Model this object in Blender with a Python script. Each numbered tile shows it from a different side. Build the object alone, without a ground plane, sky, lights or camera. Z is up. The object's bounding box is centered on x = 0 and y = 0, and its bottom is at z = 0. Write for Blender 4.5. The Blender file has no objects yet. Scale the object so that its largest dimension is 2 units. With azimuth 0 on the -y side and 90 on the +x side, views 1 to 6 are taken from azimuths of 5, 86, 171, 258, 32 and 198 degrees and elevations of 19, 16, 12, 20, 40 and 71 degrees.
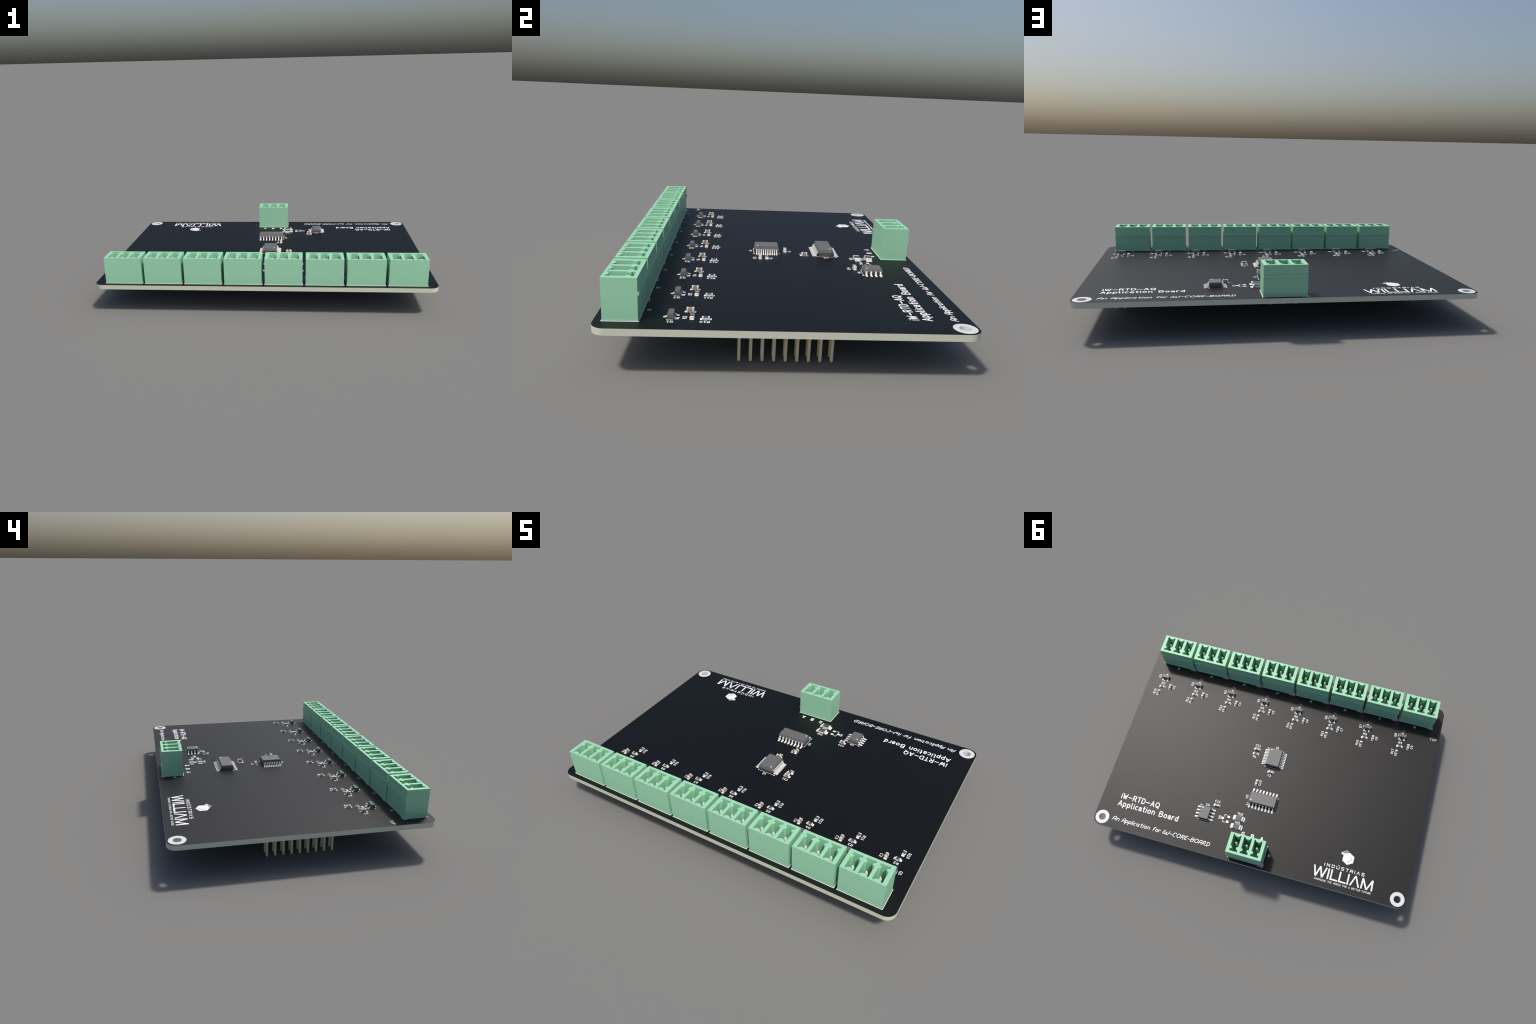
"""A black printed circuit board with nine green three-way terminal connectors.

The board is laid out in millimetres as it is read: bx runs to the right along the
lettering, by runs up, h is the height over the board's top face.  The board stands in
the scene turned half round, so world x = -bx and world y = -by, times the scale S.
"""
import bpy, bmesh, math
from math import pi, cos, sin, radians, hypot
from mathutils import Vector, Matrix
from mathutils.geometry import tessellate_polygon

S = 0.01702                      # metres per millimetre
HALF_X, HALF_Y = 1.0 / S, 0.6775 / S
CORNER = 2.95                    # corner radius of the board
TOP = 0.1854                     # world height of the board's top face
THICK = 1.6                      # board thickness, mm
UNDER = 0.1854 / S - THICK       # clear height under the board, mm

# ------------------------------------------------------------------ materials


def material(name, colour, rough=0.5, specular=0.5, metallic=0.0, grain=0.008, grain_scale=60.0, coat=0.0):
    """Principled surface whose colour varies by a faint grain on object coordinates."""
    m = bpy.data.materials.new(name)
    m.use_nodes = True
    nt = m.node_tree
    b = nt.nodes["Principled BSDF"]
    b.inputs["Roughness"].default_value = rough
    b.inputs["Metallic"].default_value = metallic
    b.inputs["Specular IOR Level"].default_value = specular
    b.inputs["Coat Weight"].default_value = coat
    co = nt.nodes.new("ShaderNodeTexCoord")
    no = nt.nodes.new("ShaderNodeTexNoise")
    no.inputs["Scale"].default_value = grain_scale
    no.inputs["Detail"].default_value = 3
    ra = nt.nodes.new("ShaderNodeValToRGB")
    ra.color_ramp.elements[0].position = 0.3
    ra.color_ramp.elements[1].position = 0.7
    ra.color_ramp.elements[0].color = (*[c * (1 - grain) for c in colour], 1)
    ra.color_ramp.elements[1].color = (*[min(1, c * (1 + grain)) for c in colour], 1)
    nt.links.new(co.outputs["Object"], no.inputs["Vector"])
    nt.links.new(no.outputs["Fac"], ra.inputs["Fac"])
    nt.links.new(ra.outputs["Color"], b.inputs["Base Color"])
    return m


MASK = material("black_solder_mask", (0.0004, 0.0004, 0.0004), rough=0.5, specular=0.465)
FR4 = material("glass_fibre_edge", (0.62, 0.64, 0.52), rough=0.5)
SILK = material("white_print", (0.90, 0.90, 0.90), rough=0.5)
PLATING = material("pale_plating", (0.70, 0.70, 0.705), rough=0.38)
TIN = material("bright_tin", (0.824, 0.820, 0.781), rough=0.5)
GOLD = material("gilt_copper", (0.75, 0.60, 0.12), rough=0.5)
GREEN = material("green_plastic", (0.335, 0.665, 0.435), rough=0.5)
EPOXY = material("dark_grey_epoxy", (0.142, 0.140, 0.139), rough=0.5)
BROWN = material("brown_ceramic", (0.405, 0.288, 0.228), rough=0.5)
BLACKFILM = material("black_resistor_film", (0.082, 0.086, 0.094), rough=0.5)
CERAMIC = material("white_ceramic", (0.75, 0.75, 0.70), rough=0.5)
BLACKPLASTIC = material("black_plastic", (0.145, 0.145, 0.145), rough=0.5)
DARKPRINT = material("dark_line", (0.02, 0.02, 0.02), rough=0.5)
PINMETAL = material("gilt_pin", (0.859, 0.738, 0.496), rough=0.5)

# ------------------------------------------------------------------ mesh tools


class Shape:
    """Collects vertices (mm) and faces, then becomes mesh data in metres."""

    def __init__(self):
        self.v, self.f = [], []

    def add(self, verts, faces):
        n = len(self.v)
        self.v += [tuple(p) for p in verts]
        self.f += [tuple(i + n for i in f) for f in faces]
        return self

    def prism(self, outline, z0, z1, holes=(), scale_top=None):
        """Straight-walled slab over an outline (counter-clockwise), with through holes."""
        loops = [list(outline)] + [list(h) for h in holes]
        flat = [p for l in loops for p in l]
        n = len(flat)
        v = [(x, y, z0) for x, y in flat] + [(x, y, z1) for x, y in flat]
        f, start = [], 0
        for k, l in enumerate(loops):
            m = len(l)
            for i in range(m):
                a, b = start + i, start + (i + 1) % m
                f.append((a, b, b + n, a + n))
            start += m
        if len(loops) == 1:
            f.append(tuple(range(n, 2 * n)))
            f.append(tuple(reversed(range(n))))
        else:
            for t in tessellate_polygon([[Vector((x, y, 0)) for x, y in l] for l in loops]):
                f.append(tuple(i + n for i in t))
                f.append(tuple(reversed(t)))
        return self.add(v, f)

    def box(self, x0, x1, y0, y1, z0, z1):
        return self.prism([(x0, y0), (x1, y0), (x1, y1), (x0, y1)], z0, z1)

    def loft(self, rings):
        """Closed skin through rings of equal length, capped at both ends."""
        m = len(rings[0])
        v = [p for r in rings for p in r]
        f = [(k * m + i, k * m + (i + 1) % m, (k + 1) * m + (i + 1) % m, (k + 1) * m + i)
             for k in range(len(rings) - 1) for i in range(m)]
        f.append(tuple(reversed(range(m))))
        f.append(tuple(range((len(rings) - 1) * m, len(rings) * m)))
        return self.add(v, f)

    def mesh(self, name, mat, bevel=0.0, segments=2, smooth=None):
        bm = bmesh.new()
        vs = [bm.verts.new((x * S, y * S, z * S)) for x, y, z in self.v]
        for f in self.f:
            try:
                bm.faces.new([vs[i] for i in f])
            except ValueError:
                pass
        bmesh.ops.recalc_face_normals(bm, faces=bm.faces)
        if bevel:
            bmesh.ops.bevel(bm, geom=list(bm.edges), offset=bevel * S, segments=segments, profile=0.5, affect="EDGES", clamp_overlap=True)
        me = bpy.data.meshes.new(name)
        bm.to_mesh(me)
        bm.free()
        me.materials.append(mat)
        if smooth is not None:
            me.polygons.foreach_set("use_smooth", [True] * len(me.polygons))
            me.set_sharp_from_angle(angle=radians(smooth))
        return me


def rounded_rect(w, d, r, n=4, cx=0.0, cy=0.0):
    pts = []
    for sx, sy, a in ((1, 1, 0), (-1, 1, 90), (-1, -1, 180), (1, -1, 270)):
        for k in range(n + 1):
            t = radians(a + 90 * k / n)
            pts.append((cx + sx * (w / 2 - r) + r * cos(t), cy + sy * (d / 2 - r) + r * sin(t)))
    return pts


def circle(r, n=32, cx=0.0, cy=0.0, turn=1):
    return [(cx + r * cos(turn * 2 * pi * k / n), cy + r * sin(turn * 2 * pi * k / n)) for k in range(n)]


THING = bpy.data.objects.new("circuit_board", None)
THING.empty_display_size = 0.2
THING["label"] = "black circuit board with nine green terminal connectors and chips"
THING["category"] = "circuit board"
bpy.context.scene.collection.objects.link(THING)


def place(name, mesh, bx=0.0, by=0.0, h=0.0, turn=0.0, parent=None):
    """A part on the board, or (with parent) a sub-part in its part's own millimetres."""
    o = bpy.data.objects.new(name, mesh)
    bpy.context.scene.collection.objects.link(o)
    if parent is None:
        o.parent = THING
        o.location = (-bx * S, -by * S, TOP + h * S)
        o.rotation_euler = (0, 0, pi + radians(turn))
    else:
        o.parent = parent
        o.location = (bx * S, by * S, h * S)
        o.rotation_euler = (0, 0, radians(turn))
    return o


# ------------------------------------------------------------------ board

HOLE_X, HOLE_Y, HOLE_R, RING_R = 0.9473 / S, -0.6253 / S, 1.27, 2.56
holes = [circle(HOLE_R + 0.04, 40, sx * HOLE_X, HOLE_Y, -1) for sx in (-1, 1)]
outline = rounded_rect(2 * HALF_X, 2 * HALF_Y, CORNER, 12)
FILM = 0.03
place("substrate", Shape().prism(outline, -THICK + FILM, -FILM, holes).mesh("substrate", FR4, smooth=40))
inner = rounded_rect(2 * HALF_X - 0.02, 2 * HALF_Y - 0.02, CORNER, 12)
mask_mesh = Shape().prism(inner, -FILM, 0, holes).mesh("solder_mask", MASK)
place("solder_mask", mask_mesh)
place("solder_mask", Shape().prism(inner, -THICK, -THICK + FILM, holes).mesh("solder_mask", MASK))

# plated mounting holes: a sleeve with a wide flange on both faces
sleeve = Shape()
n = 48
profile = [(HOLE_R, 0.04), (RING_R - 0.02, 0.04), (RING_R, 0.02), (RING_R, 0.003), (HOLE_R + 0.03, 0.003),
           (HOLE_R + 0.03, -THICK - 0.003), (RING_R, -THICK - 0.003), (RING_R, -THICK - 0.04), (HOLE_R, -THICK - 0.04)]
m = len(profile)
sleeve.add([(r * cos(2 * pi * i / n), r * sin(2 * pi * i / n), z) for i in range(n) for r, z in profile],
           [(i * m + k, ((i + 1) % n) * m + k, ((i + 1) % n) * m + (k + 1) % m, i * m + (k + 1) % m) for i in range(n) for k in range(m)])
ring_mesh = sleeve.mesh("mounting_ring", PLATING, smooth=35)
for sx in (-1, 1):
    place("mounting_ring", ring_mesh, sx * HOLE_X, HOLE_Y)

# ------------------------------------------------------------------ printed strokes

PRINT = 0.022    # thickness of the print film, mm
CREEP = 0.0006   # each stroke lies this much over the last one, so no two share a plane


class Print:
    """Round-ended pen strokes of one width, laid flat on the board."""

    def __init__(self):
        self.shape, self.k = Shape(), 0

    def stroke(self, pts, w, ends=4):
        r = w / 2
        if len(pts) == 1:
            pts = [pts[0], (pts[0][0] + 0.001, pts[0][1])]
        for (x0, y0), (x1, y1) in zip(pts, pts[1:]):
            d = hypot(x1 - x0, y1 - y0)
            if d < 1e-9:
                continue
            a = math.atan2(y1 - y0, x1 - x0)
            ring = [(x1 + r * cos(a - pi / 2 + pi * i / ends), y1 + r * sin(a - pi / 2 + pi * i / ends)) for i in range(ends + 1)]
            ring += [(x0 + r * cos(a + pi / 2 + pi * i / ends), y0 + r * sin(a + pi / 2 + pi * i / ends)) for i in range(ends + 1)]
            self.fill(ring)
        return self

    def bar(self, p, q, w):
        """A straight stroke with square ends."""
        d = hypot(q[0] - p[0], q[1] - p[1])
        nx, ny = -(q[1] - p[1]) / d * w / 2, (q[0] - p[0]) / d * w / 2
        return self.fill([(p[0] - nx, p[1] - ny), (q[0] - nx, q[1] - ny), (q[0] + nx, q[1] + ny), (p[0] + nx, p[1] + ny)])

    def fill(self, ring):
        z = PRINT + CREEP * (self.k % 40)
        self.k += 1
        self.shape.prism(ring, -0.005, z)
        return self

    def lay(self, name, bx, by, turn=0.0, mat=None, parent=None, h=0.0):
        return place(name, self.shape.mesh(name, mat or SILK), bx, by, h, turn, parent)


def arc(cx, cy, rx, ry, a0, a1, n=7):
    return [(cx + rx * cos(radians(a0 + (a1 - a0) * i / n)), cy + ry * sin(radians(a0 + (a1 - a0) * i / n))) for i in range(n + 1)]


# the plotter letters: strokes on a cap height of 1
PEN = {
    " ": [],
    "-": [[(0, .45), (.75, .45)]],
    "A": [[(0, 0), (.36, 1), (.72, 0)], [(.12, .3), (.6, .3)]],
    "B": [[(0, 0), (0, 1)] + arc(.38, .77, .26, .23, 90, -90) + [(0, .54)], [(.38, .54)] + arc(.40, .27, .3, .27, 90, -90) + [(0, 0)]],
    "C": [arc(.38, .5, .38, .5, 45, 315, 11)],
    "D": [[(0, 0), (0, 1), (.24, 1)] + arc(.24, .5, .46, .5, 80, -80, 8) + [(.24, 0), (0, 0)]],
    "E": [[(.56, 1), (0, 1), (0, 0), (.56, 0)], [(0, .52), (.44, .52)]],
    "F": [[(.56, 1), (0, 1), (0, 0)], [(0, .52), (.44, .52)]],
    "G": [arc(.4, .5, .4, .5, 50, 300, 10) + [(.68, .12), (.68, .45), (.42, .45)]],
    "H": [[(0, 0), (0, 1)], [(.62, 0), (.62, 1)], [(0, .52), (.62, .52)]],
    "I": [[(.2, 0), (.2, 1)], [(0, 0), (.4, 0)], [(0, 1), (.4, 1)]],
    "J": [[(.35, 1), (.35, .25)] + arc(.15, .2, .2, .2, 0, -110, 4)],
    "L": [[(0, 1), (0, 0), (.52, 0)]],
    "N": [[(0, 0), (0, 1), (.62, 0), (.62, 1)]],
    "O": [arc(.4, .5, .4, .5, 0, 360, 14)],
    "P": [[(0, 0), (0, 1), (.34, 1)] + arc(.36, .74, .28, .26, 90, -90) + [(0, .48)]],
    "Q": [arc(.4, .5, .4, .5, 0, 360, 14), [(.42, .22), (.74, -.16)]],
    "R": [[(0, 0), (0, 1), (.34, 1)] + arc(.36, .74, .28, .26, 90, -90) + [(0, .48)], [(.32, .48), (.66, 0)]],
    "T": [[(0, 1), (.66, 1)], [(.33, 1), (.33, 0)]],
    "U": [[(0, 1), (0, .28)] + arc(.31, .28, .31, .28, 180, 360, 8) + [(.62, 1)]],
    "W": [[(0, 1), (.22, 0), (.45, .72), (.68, 0), (.9, 1)]],
    "a": [[(.48, .42), (.48, 0)], arc(.24, .44, .24, .24, 150, 0, 6), arc(.22, .21, .22, .2, 60, 310, 7) + [(.48, .02)], [(.48, .41), (.22, .41)]],
    "c": [arc(.28, .34, .28, .34, 55, 305, 9)],
    "d": [[(.52, 1), (.52, 0)], arc(.26, .33, .26, .33, 0, 360, 10)],
    "i": [[(.04, 0), (.04, .68)], [(.04, .97)]],
    "l": [[(0, 1), (0, .2)] + arc(.18, .18, .18, .18, 180, 270, 4)],
    "n": [[(0, 0), (0, .68)], [(0, .45)] + arc(.25, .43, .25, .25, 150, 0, 6) + [(.5, 0)]],
    "o": [arc(.28, .34, .28, .34, 0, 360, 12)],
    "p": [[(0, -.34), (0, .68)], arc(.26, .34, .26, .34, 0, 360, 10)],
    "r": [[(0, 0), (0, .68)], [(0, .42)] + arc(.26, .42, .26, .26, 160, 75, 4)],
    "t": [[(.16, 1), (.16, .2)] + arc(.36, .2, .2, .2, 180, 270, 4), [(0, .68), (.36, .68)]],
    "0": [arc(.32, .5, .32, .5, 0, 360, 12)],
    "1": [[(.05, .8), (.25, 1), (.25, 0)], [(0, 0), (.5, 0)]],
    "2": [arc(.3, .72, .3, .28, 155, -25, 7) + [(0, 0), (.62, 0)]],
    "3": [[(0, 1), (.6, 1), (.28, .6)] + arc(.3, .3, .3, .3, 80, -150, 8)],
    "4": [[(.45, 0), (.45, .62)], [(.3, 1), (0, .3), (.66, .3)]],
    "5": [[(.56, 1), (.06, 1), (.02, .55)] + arc(.28, .31, .32, .31, 125, -140, 8)],
    "6": [[(.52, 1)] + arc(.4, .45, .38, .52, 100, 180, 5) + arc(.31, .28, .29, .28, 180, 540, 10)],
    "7": [[(0, 1), (.62, 1), (.2, 0)]],
    "8": [arc(.31, .76, .26, .24, 0, 360, 10), arc(.31, .27, .31, .27, 0, 360, 10)],
    "9": [arc(.3, .7, .3, .3, 0, 360, 10), [(.6, .7)] + arc(.2, .6, .4, .6, 0, -80, 5)],
}

# the brush-like handwriting of the lower line, upright here and slanted when written
HAND = {
    "-": [[(0, .42), (.5, .42)]],
    "A": [[(0, 0), (.06, .45)] + arc(.36, .62, .3, .38, 170, 0, 7) + [(.64, 0)], [(.06, .36), (.62, .4)]],
    "B": [[(0, 0), (.02, 1), (.34, 1)] + arc(.36, .77, .26, .22, 80, -90, 5) + [(.06, .53)], [(.3, .54)] + arc(.36, .27, .32, .26, 80, -90, 6) + [(0, 0)]],
    "C": [arc(.42, .5, .42, .5, 40, 290, 10)],
    "D": [[(.12, .92), (.12, .04)], [(.02, .96), (.3, 1)] + arc(.26, .5, .48, .5, 75, -90, 9) + [(-.06, 0)]],
    "E": [[(.6, .98), (.08, .96)] + arc(.3, .55, .24, .4, 150, 180, 2) + [(.02, .1), (.1, 0), (.56, .04)], [(.06, .5), (.5, .54)]],
    "O": [arc(.42, .5, .42, .5, 100, 460, 14)],
    "R": [[(.02, 0), (.06, .94)], [(-.02, .92), (.3, 1)] + arc(.32, .74, .28, .26, 80, -90, 6) + [(.1, .48)], [(.26, .46), (.62, -.04)]],
    "W": [[(0, 1), (.03, .35)] + arc(.28, .22, .25, .22, 180, 300, 5) + [(.56, .64), (.60, .3)] + arc(.84, .22, .24, .22, 180, 300, 5) + [(1.14, .5), (1.18, 1)]],
    "a": [arc(.26, .33, .26, .32, 50, 330, 9) + [(.5, .6), (.52, .1), (.6, 0)]],
    "c": [arc(.27, .33, .27, .33, 45, 300, 9)],
    "f": [arc(.42, .72, .26, .28, 50, 180, 6) + [(.16, -.02)], [(0, .52), (.44, .56)]],
    "i": [[(.03, 0), (.03, .62)], [(.05, .94)]],
    "l": [[(0, 0), (0, 1.02)]],
    "n": [[(0, 0), (0, .66)], [(0, .36)] + arc(.26, .4, .24, .25, 150, 0, 6) + [(.5, 0)]],
    "o": [arc(.28, .33, .28, .33, 100, 460, 12)],
    "p": [[(0, -.38), (0, .64)], [(0, .5)] + arc(.24, .35, .26, .31, 110, -120, 8) + [(.02, .02)]],
    "r": [[(0, 0), (0, .66)], [(0, .36)] + arc(.28, .4, .26, .25, 150, 50, 5)],
    "t": [[(.2, .96), (.2, .2)] + arc(.38, .2, .18, .2, 180, 290, 4), [(-.02, .64), (.46, .68)]],
}


def write(pr, text, cap, w, x0=None, x1=None, font=PEN, slant=0.0, gap=0.34, fixed=None, y=0.0, ends=4):
    """Draws text with its baseline on y; fitted between x0 and x1, or centred on zero."""
    pen, glyphs = 0.0, []
    for ch in text:
        strokes = font[ch]
        xs = [p[0] for s in strokes for p in s]
        lo, hi = (min(xs), max(xs)) if xs else (0, .3)
        if fixed:
            k = 0.62 / max(hi - lo, 0.62)
            glyphs.append((pen + (fixed - (hi - lo) * k) / 2, lo, k, strokes))
            pen += fixed
        else:
            glyphs.append((pen, lo, 1.0, strokes))
            pen += hi - lo + gap
    width = pen - (0 if fixed else gap)
    if x0 is None:
        k, base = cap, -width * cap / 2
    else:
        k, base = (x1 - x0 - w - slant * cap * 0.8) / width, x0 + w / 2
    for off, lo, g, strokes in glyphs:
        for s in strokes:
            pr.stroke([(base + k * (off + g * (px - lo)) + slant * py * cap, y + py * cap) for px, py in s], w, ends)
    return pr


def label(text, bx, by, turn=0.0, cap=0.80, w=0.145):
    pr = write(Print(), text, cap, w, y=-cap / 2)
    return pr.lay("printed_label", bx, by, turn)


# ------------------------------------------------------------------ solder pads

_pads = {}


def pad(w, d, bx, by, parent, kind=0.25):
    key = (w, d, kind)
    if key not in _pads:
        _pads[key] = Shape().prism(rounded_rect(w, d, kind * min(w, d), 3), -0.005, 0.035).mesh("solder_pad", TIN)
    return place("solder_pad", _pads[key], bx, by, 0, 0, parent)


# ------------------------------------------------------------------ terminal connectors

CON_W, CON_D, CON_H, CAV_FLOOR, PITCH = 12.8, 7.25, 9.22, 1.0, 3.81


def cavity(cx):
    """One plug chamber seen from above: a scalloped front, a necked slot at the back."""
    f = CON_D / 2
    half, neck = 1.41, 0.82
    pts = [(-half, f - .52), (-half, f - 4.70), (-neck, f - 4.74), (-neck, f - 5.52), (-half, f - 5.72), (-half, f - 6.42),
           (half, f - 6.42), (half, f - 5.72), (neck, f - 5.52), (neck, f - 4.74), (half, f - 4.70), (half, f - .52), (.98, f - .52)]
    pts += [(.98 * cos(t), f - .52 - .64 * sin(t)) for t in [pi * k / 10 for k in range(1, 10)]]
    pts += [(-.98, f - .52)]
    return [(cx + x, y) for x, y in pts]


def connector_mesh():
    s = Shape()
    w, d = CON_W / 2, CON_D / 2
    outer = [(-w, -d), (w, -d), (w, d), (-w, d)]
    cavs = [cavity(k * PITCH) for k in (-1, 0, 1)]
    loops = [outer] + cavs
    flat = [p for l in loops for p in l]
    v = [(x, y, CON_H) for x, y in flat] + [(x, y, 0) for x, y in outer] + [(x, y, CAV_FLOOR) for c in cavs for x, y in c]
    n = len(flat)
    f = [tuple(t) for t in tessellate_polygon([[Vector((x, y, 0)) for x, y in l] for l in loops])]
    f += [(i, (i + 1) % 4, n + (i + 1) % 4, n + i) for i in range(4)] + [(n + 3, n + 2, n + 1, n)]
    start = 4
    for c in cavs:
        m = len(c)
        f += [(start + i, start + (i + 1) % m, n + start + (i + 1) % m, n + start + i) for i in range(m)]
        f.append(tuple(n + start + i for i in range(m)))
        start += m
    s.add(v, f)
    # latch rail along the back
    s.box(-w + .01, w - .01, -d - .32, -d + .05, 5.56, 6.27)
    return s.mesh("terminal_connector", GREEN, smooth=30)


CONNECTOR = connector_mesh()


def square_ring(a, z, c=0.58):
    """Chamfered square outline of half width a at height z."""
    k = a * (1 - c)
    return [(a, -k, z), (a, k, z), (k, a, z), (-k, a, z), (-a, k, z), (-a, -k, z), (-k, -a, z), (k, -a, z)]


TAIL = 3.45
CONTACT = Shape().loft([square_ring(.2, -TAIL), square_ring(.36, -TAIL + .25), square_ring(.47, -TAIL + .7), square_ring(.47, .2), square_ring(.43, .6), square_ring(.43, 6.9),
                        square_ring(.39, 7.35), square_ring(.31, 7.7), square_ring(.17, 7.97)]).mesh("contact_pin", TIN, smooth=50)
JOINT = Shape().prism(circle(.95, 24), -THICK - .04, -THICK + .01, [circle(.52, 24, turn=-1)]).mesh("solder_ring", TIN)
PIN_Y = CON_D / 2 - 3.03


def connector(bx, by, name, name_at, back_right=True):
    o = place("terminal_connector", CONNECTOR, bx, by, 0.02)
    for k in (-1, 0, 1):
        place("contact_pin", CONTACT, k * PITCH, PIN_Y, 0, 0, o)
        place("solder_ring", JOINT, k * PITCH, PIN_Y, 0, 0, o)
    pr = Print()
    w, d = CON_W / 2 + .13, CON_D / 2 + .13
    for p, q in (((-w, -d), (w, -d)), ((w, -d), (w, d)), ((w, d), (-w, d)), ((-w, d), (-w, -d))):
        pr.stroke([p, q], .14)
    pr.stroke([(w - 1.75, -d - .34), (w + .32, -d - .34), (w + .32, -d + .95)], .13)
    pr.lay("printed_outline", bx, by)
    label(name, *name_at, cap=0.74, w=0.12)


CHANNELS = range(8)
for k in CHANNELS:
    bx = -48.64 + 13.882 * k
    connector(bx, 34.345, f"J{k + 1}", (bx, 29.5))
connector(0.07, -34.71, "J9", (7.93, -34.15))

# ------------------------------------------------------------------ chip packages


def chip_body(wx, wy, tx, ty, h, lift=.12, clip=.35):
    """Moulded body: widest at its waist, drawn in to the top, one clipped corner at pin one."""
    def ring(ax, ay, z, c):
        return [(-ax, ay - c, z), (-ax, -ay, z), (ax, -ay, z), (ax, ay, z), (-ax + c, ay, z)]
    mid = lift + (h - lift) * .52
    return Shape().loft([ring(tx / 2 + .02, ty / 2 + .02, lift, clip), ring(wx / 2, wy / 2, mid - .08, clip), ring(wx / 2, wy / 2, mid + .08, clip),
                         ring(tx / 2, ty / 2, h, clip)]).mesh("chip_body", EPOXY)


def lead_mesh(x_in, x_out, z_top, w, t=.17, foot=.7):
    """Gull-wing lead pointing along +x, bent twice."""
    knee, heel, zf = x_out - foot - .12, x_out - foot, .06
    path = [(x_in, z_top), (knee - .22, z_top), (knee - .06, z_top - .08), (knee, z_top - .25), (heel - .02, zf + t + .22), (heel + .06, zf + t + .08), (heel + .2, zf + t), (x_out, zf + t)]
    low = []
    for i, (x, z) in enumerate(path):
        a = path[max(i - 1, 0)]
        b = path[min(i + 1, len(path) - 1)]
        d = hypot(b[0] - a[0], b[1] - a[1])
        low.append((x + t * (b[1] - a[1]) / d, z - t * (b[0] - a[0]) / d))
    rings = [[(x, -w / 2, z), (x, w / 2, z), (lx, w / 2, lz), (lx, -w / 2, lz)] for (x, z), (lx, lz) in zip(path, low)]
    return Shape().loft(rings).mesh("lead", TIN, smooth=40)


DOT = Shape().prism(circle(.26, 20), -.02, .012).mesh("pin_dot", TIN)


def chip(kind, bx, by, turn, per_side, pitch, body, lead, pad_size, pad_at, dot):
    """Dual row chip; pin one lies at its upper left before the turn."""
    wx, wy, tx, ty, h = body
    o = place(kind, chip_body(*body), bx, by, 0, turn)
    lm = lead_mesh(*lead)
    for side in (1, -1):
        for i in range(per_side):
            y = (i - (per_side - 1) / 2) * pitch * side
            place("lead", lm, 0, y, 0, 0 if side == 1 else 180, o)
            pad(*pad_size, side * pad_at, y, o)
    place("pin_dot", DOT, dot[0], dot[1], h, 0, o)
    pr = Print()
    ex, ey, row = wx / 2 + .12, wy / 2 + .12, (per_side - 1) / 2 * pitch + pad_size[1] / 2 + .25
    for s in (1, -1):
        pr.stroke([(-ex, s * row), (-ex, s * ey), (ex, s * ey), (ex, s * row)] if row < ey else [(-ex, s * ey), (ex, s * ey)], .13)
    tx0 = -pad_at
    pr.fill([(tx0 + .12, row + .0), (tx0 + .45, row + .55), (tx0 - .21, row + .55)])
    pr.lay("printed_outline", bx, by, turn)
    return o


# shrink package, 20 leads
chip("integrated_circuit", -.42, 2.22, 0, 10, .65, (5.3, 7.2, 4.85, 6.6, 2.14), (2.5, 3.85, 1.22, .3), (1.6, .45), 3.47, (-1.65, 2.65))
# wide small-outline package, 16 leads, turned a quarter
chip("integrated_circuit", .1, -14.95, 90, 8, 1.27, (4.55, 10.3, 3.9, 9.8, 2.13), (2.1, 3.42, 1.2, .42), (1.55, .64), 3.1, (-1.2, 4.2))
# small-outline package, 8 leads
chip("integrated_circuit", -19.2, -25.28, 0, 4, 1.27, (3.9, 4.9, 3.36, 4.5, 1.70), (1.8, 2.98, 1.0, .42), (1.7, .6), 2.6, (-1.15, 1.6))

# three-legged transistors
SOT_BODY = Shape()
SOT = [[(-x, -y, z), (x, -y, z), (x, y, z), (-x, y, z)] for x, y, z in ((1.38, .60, .1), (1.48, .69, .6), (1.48, .69, .74), (1.42, .60, 1.28))]
SOT_BODY = SOT_BODY.loft(SOT).mesh("transistor", EPOXY)
SOT_LEAD = lead_mesh(.5, 1.22, .72, .42, .14, .36)


def transistor(bx, by):
    o = place("transistor", SOT_BODY, bx, by)
    for x, side in ((0, 1), (-.95, -1), (.95, -1)):
        place("lead", SOT_LEAD, x, 0, 0, 90 * side, o)
        pad(.6, 1.05, x, side * 1.12, o)
    pr = Print()
    for s in (-1, 1):
        pr.stroke([(s * 1.57, -.5), (s * 1.57, .72), (s * 1.25, .72)], .12)
    pr.fill([(-.62, -1.75), (-.1, -1.75), (-.36, -1.25)])
    pr.stroke([(-.3, -.78), (.3, -.78)], .12)
    pr.lay("printed_outline", bx, by)


# two-ended chips: a core between two wrapped end caps


def two_ended(length, width, height, cap, core_mat, kind, film=False):
    core = Shape().box(-length / 2 + cap * .8, length / 2 - cap * .8, -width / 2 + .02, width / 2 - .02, .07, height - .03).mesh(kind, core_mat)
    end = Shape().box(-length / 2, -length / 2 + cap, -width / 2, width / 2, .05, height).mesh("end_cap", TIN, bevel=.05, segments=2, smooth=40)
    top = Shape().box(-length / 2 + cap + .01, length / 2 - cap - .01, -width / 2 + .005, width / 2 - .005, height - .10, height - .005).mesh("resistive_film", BLACKFILM) if film else None
    return kind, core, end, top


CAPACITOR = two_ended(1.6, .85, .95, .36, BROWN, "capacitor")
RESISTOR = two_ended(1.6, .85, .56, .30, CERAMIC, "resistor", True)
THERMISTOR = two_ended(3.2, 1.7, .72, .45, CERAMIC, "thermistor", True)


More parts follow.
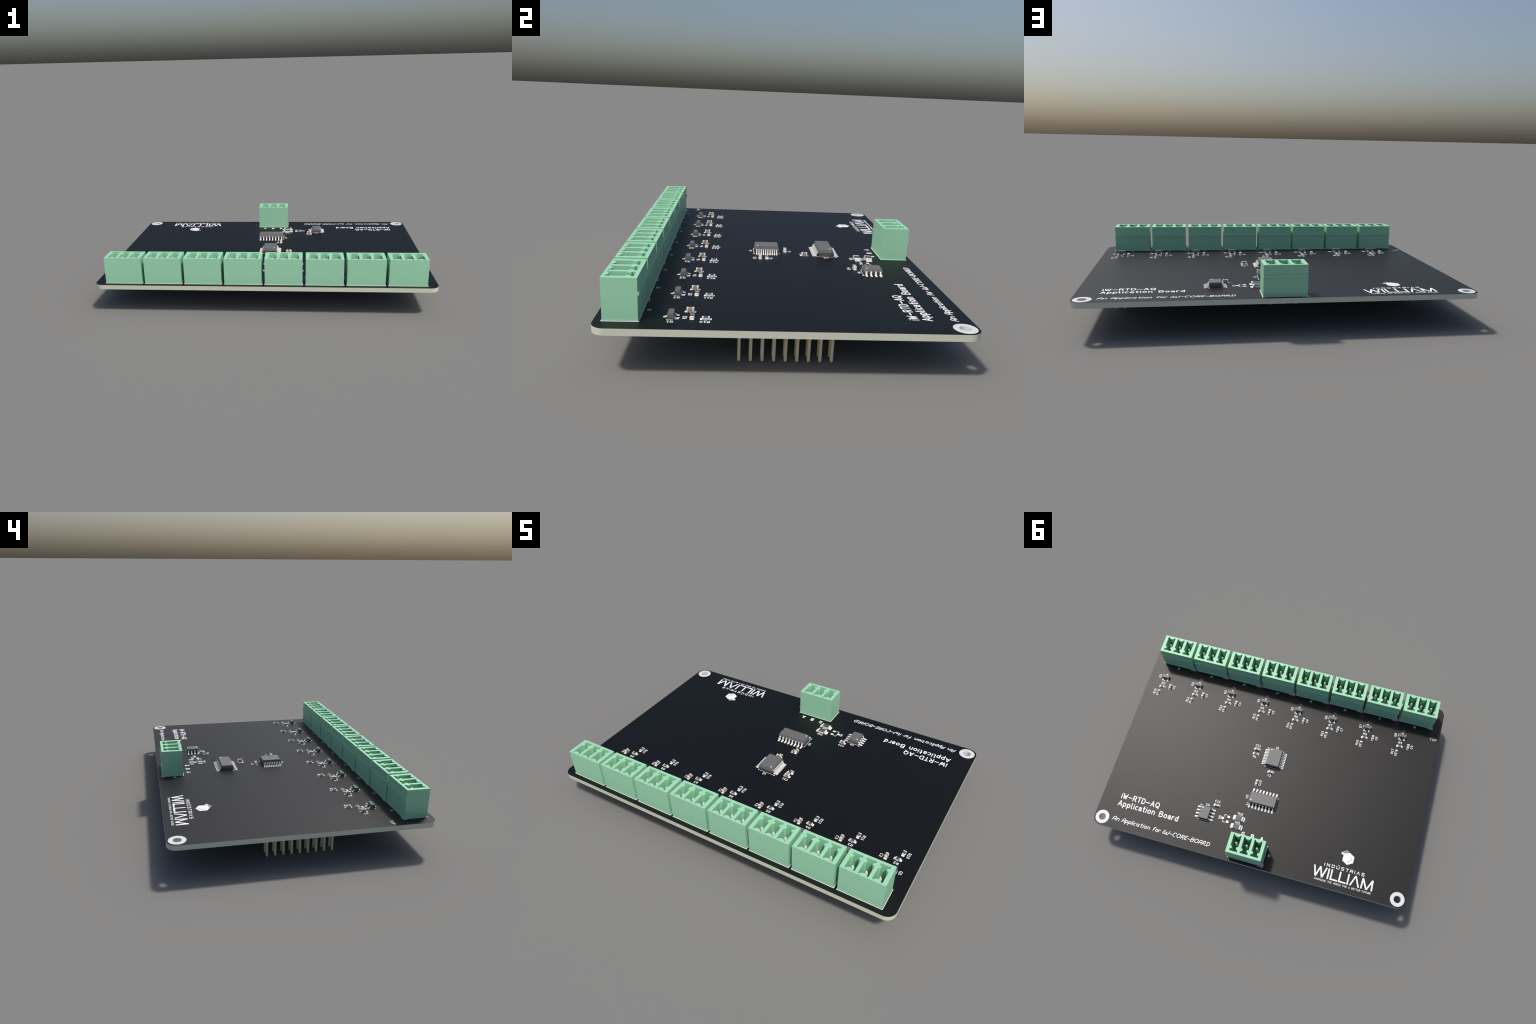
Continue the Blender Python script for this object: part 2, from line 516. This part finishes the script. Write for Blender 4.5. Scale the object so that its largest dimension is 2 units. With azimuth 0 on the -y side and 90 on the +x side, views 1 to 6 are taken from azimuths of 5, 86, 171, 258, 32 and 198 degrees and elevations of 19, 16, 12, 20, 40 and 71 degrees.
def fit(part, bx, by, turn, pad_size, pad_at, dash):
    kind, core, end, top = part
    o = place(kind, core, bx, by, 0, turn)
    for a in (0, 180):
        place("end_cap", end, 0, 0, 0, a, o)
    for s in (-1, 1):
        pad(*pad_size, s * pad_at, 0, o, .28)
    if top:
        place("resistive_film", top, 0, 0, 0, 0, o)
    pr = Print()
    for s in (-1, 1):
        pr.stroke([(-dash[0], s * dash[1]), (dash[0], s * dash[1])], .12)
    pr.lay("printed_outline", bx, by, turn)


def small_resistor(bx, by, turn):
    fit(RESISTOR, bx, by, turn, (.8, .95), .825, (.24, .52))


def small_capacitor(bx, by, turn):
    fit(CAPACITOR, bx, by, turn, (.8, .95), .825, (.14, .51))


for k in CHANNELS:
    bx = 13.86 * k
    transistor(bx - 52.28, 24.4)
    small_resistor(bx - 52.45, 20.05, 0)
    small_resistor(bx - 53.17, 17.18, 90)
    small_capacitor(bx - 49.25, 20.66, 90)
    label(f"Q{k + 1}", bx - 54.9, 24.4, 90)
    label(f"R{k + 2}", bx - 52.5, 21.6)
    label(f"R{k + 10}", bx - 54.68, 17.36, 90)
    label(f"C{k + 2}", bx - 47.85, 20.9, 90)

small_capacitor(-7.8, 4.27, 0)
small_resistor(-7.83, 2.35, 0)
small_capacitor(-.27, -3.36, 0)
small_capacitor(-4.25, -8.74, 90)
small_capacitor(-15.94, -21.28, 0)
for y in (-23.85, -27.1):
    fit(THERMISTOR, -6.55, y, 0, (1.15, 1.75), 1.66, (.73, .98))

for text, bx, by, turn in (("C11", -7.9, 5.9, 0), ("R1", -7.97, 1.2, 0), ("U1", -.43, 6.87, 0), ("C1", -.35, -4.65, 0), ("C10", -2.95, -8.5, 90),
                           ("U3", -6.1, -14.9, 90), ("U4", -19.2, -21.9, 0), ("C14", -16.05, -19.67, 0), ("TH2", -6.62, -22.1, 0),
                           ("TH1", -6.7, -25.42, 0), ("U5", -13.55, -25.23, 90)):
    label(text, bx, by, turn)

# three bare pads of an unfitted part: tin over a gilt rim, and two printed corners
GILT = Shape().prism(rounded_rect(1.04, .82, .06, 2), -.005, .03).mesh("bare_pad", GOLD)
TINNED = Shape().prism(rounded_rect(.92, .79, .05, 2), 0, .04).mesh("tinning", SILK)
for bx, by in ((-12.43, -25.22), (-10.38, -24.27), (-10.38, -26.16)):
    o = place("bare_pad", GILT, bx, by)
    place("tinning", TINNED, 0, 0, 0, 0, o)
pr = Print()
pr.stroke([(-11.2, -23.78), (-12.0, -23.78), (-12.0, -24.5)], .18)
pr.stroke([(-12.1, -25.95), (-12.1, -26.6), (-11.17, -26.6)], .18)
pr.lay("printed_outline", 0, 0)

# ------------------------------------------------------------------ lettering

for text, bx in (("G", -3.42), ("B", .2), ("A", 3.72)):
    label(text, bx, -28.95, 0, cap=1.3, w=.3)
write(Print(), "TOP", .95, .14, 55.05, 57.85, y=25.75).lay("printed_label", 0, 0)
write(Print(), "iW-RTD-AQ", 1.9, .34, -51.65, -36.5, y=-28.1, ends=6, gap=.36).lay("printed_title", 0, 0)
pr = Print()
write(pr, "Application", 1.9, .34, -51.9, -37.3, y=-31.0, ends=6, gap=.36)
write(pr, "Board", 1.9, .34, -35.7, -28.15, y=-31.0, ends=6, gap=.36)
pr.lay("printed_title", 0, 0)
pr = Print()
for text, x0, x1 in (("An", -51.95, -48.95), ("Application", -48.25, -36.9), ("for", -36.05, -32.75), ("iW-CORE-BOARD", -32.1, -13.75)):
    write(pr, text, 1.42, .22, x0, x1, font=HAND, slant=.25, y=-36.75, ends=6, gap=.26)
pr.lay("printed_motto", 0, 0)

# ------------------------------------------------------------------ maker's mark

pr = Print()
W, CAP_LINE, BASE_LINE = .55, -32.68, -36.5


def leg(x_top, x_base):
    """A slanting leg cut off level at the cap line and the base line."""
    h = W / 2 * hypot(x_top - x_base, CAP_LINE - BASE_LINE) / (CAP_LINE - BASE_LINE)
    pr.fill([(x_base - h, BASE_LINE), (x_base + h, BASE_LINE), (x_top + h, CAP_LINE), (x_top - h, CAP_LINE)])


zigzag = (24.78, 25.82, 27.03, 28.15, 29.28)
for i in range(4):
    leg(*(zigzag[i:i + 2] if i % 2 == 0 else zigzag[i:i + 2][::-1]))
for x in (30.2, 31.28, 34.38, 37.45):
    leg(x, x)
for x in (31.28, 34.38):
    pr.bar((x - W / 2, BASE_LINE + W / 2), (x + 2.5, BASE_LINE + W / 2), W)
leg(39.92, 38.45)
leg(39.92, 41.55)
leg(42.58, 42.45)
leg(42.58, 44.35)
leg(46.08, 44.35)
leg(46.08, 46.22)
pr.lay("maker_name", 0, 0)

pr = Print()
w, top, bot = .21, -31.07, -32.05
mid = (top + bot) / 2
d = .45


def ess(c):
    pr.stroke([(c + d, top), (c - d + .1, top), (c - d, top - .12), (c - d, mid + .1), (c - d + .1, mid), (c + d - .1, mid), (c + d, mid - .1), (c + d, bot + .12), (c + d - .1, bot), (c - d, bot)], w)


pr.stroke([(28.15, top), (28.15, bot)], w)
pr.stroke([(29.5 - d, bot), (29.5 - d, top), (29.5 + d, bot), (29.5 + d, top)], w)
pr.stroke([(31.25 - d, bot), (31.25 - d, top), (31.25 + d - .2, top), (31.25 + d, top - .2), (31.25 + d, bot + .2), (31.25 + d - .2, bot), (31.25 - d, bot)], w)
pr.stroke([(33.0 - d, top), (33.0 - d, bot + .15), (33.0 - d + .15, bot), (33.0 + d - .15, bot), (33.0 + d, bot + .15), (33.0 + d, top)], w)
pr.stroke([(32.95, top + .28), (33.2, top + .36)], .19)
ess(34.72)
pr.stroke([(36.4 - d, top), (36.4 + d, top)], w).stroke([(36.4, top), (36.4, bot)], w)
pr.stroke([(37.98 - d, bot), (37.98 - d, top), (37.98 + d - .15, top), (37.98 + d, top - .15), (37.98 + d, mid), (37.98 + d - .15, mid - .1), (37.98 - d, mid - .1)], w)
pr.stroke([(37.98 + .1, mid - .1), (37.98 + d, bot)], w)
pr.stroke([(39.18, top), (39.18, bot)], w)
pr.stroke([(40.45 - d, bot), (40.45, top), (40.45 + d, bot)], w)
ess(42.18)
pr.lay("maker_name", 0, 0)
write(Print(), "CHANGING THE WORLD FOR A BETTER FUTURE", .62, .092, 25.55, 46.4, y=-37.68, fixed=.92).lay("maker_motto", 0, 0)

# hexagon whose upper left edge breaks up into crumbs, with a thin profile drawn in it
HX, HY, HR = 35.83, -27.46, 2.28
pr = Print()
hexagon = [(HX + HR * sin(radians(60 * k)), HY + HR * cos(radians(60 * k))) for k in range(6)][::-1]
pr.fill(hexagon)
pr.lay("maker_emblem", 0, 0)
import random
rng = random.Random(7)
pr = Print()
for i in range(64):
    t, out = rng.uniform(-.28, .85), rng.random() ** 1.15 * 1.1
    x = HX - 1.98 + 1.98 * t - out * .62
    y = HY + 1.14 + 1.14 * t + out * .80
    r = rng.choice((.06, .08, .11, .17, .2)) * (1.1 - .25 * out)
    a = rng.uniform(0, pi / 2)
    pr.fill([(x + r * cos(a + k * pi / 2), y + r * sin(a + k * pi / 2)) for k in range(4)])
crumbs = pr.lay("emblem_crumb", 0, 0)
crumbs["kind"] = "stuff"
pr = Print()
face = [(36.35, -26.6), (36.6, -26.82), (36.82, -27.04), (37.0, -27.35), (36.86, -27.62), (36.85, -27.87), (36.5, -28.2), (35.97, -28.34), (35.9, -28.85)]
pr.stroke(face, .1)
for i in range(20):
    x, y = rng.uniform(34.7, 36.1), rng.uniform(-28.0, -26.3)
    pr.stroke([(x, y), (x + rng.uniform(-.1, .1), y + rng.uniform(-.1, .1))], .035)
pr.lay("emblem_line", 0, 0, mat=DARKPRINT, h=.02)

# ------------------------------------------------------------------ headers under the board

HEAD_X, ROWS = 48.84, 9
PIN = Shape().loft([square_ring(.32, -THICK - .3, .1), square_ring(.32, -THICK - UNDER + .3, .1), square_ring(.27, -THICK - UNDER + .1, .2), square_ring(.16, -THICK - UNDER, .3)]).mesh("header_pin", PINMETAL)
FOOT = Shape().box(.0, 2.35, -.32, .32, -THICK - .42, -THICK - .04).mesh("header_foot", PINMETAL, bevel=.06)
HOUSING = Shape()
for i in range(ROWS):
    y = (i - 4) * 2.54
    HOUSING.prism([(-2.2, y - 1.27), (2.2, y - 1.27), (2.5, y - .9), (2.5, y + .9), (2.2, y + 1.268), (-2.2, y + 1.268), (-2.5, y + .9), (-2.5, y - .9)], -THICK - .74 - 2.54, -THICK - .74)
HOUSING = HOUSING.mesh("pin_header", BLACKPLASTIC)
UNDERPAD = Shape().prism(rounded_rect(3.1, 1.0, .2, 3), -THICK - .035, -THICK + .005).mesh("solder_pad", TIN)
for sx in (-1, 1):
    o = place("pin_header", HOUSING, sx * HEAD_X, 0)
    for i in range(ROWS):
        y = (i - 4) * 2.54
        for side in (-1, 1):
            place("header_pin", PIN, side * 1.27, y, 0, 0, o)
            place("header_foot", FOOT, side * 1.27, y, 0, 0 if side == 1 else 180, o)
            place("solder_pad", UNDERPAD, side * 2.5, y, 0, 0, o)
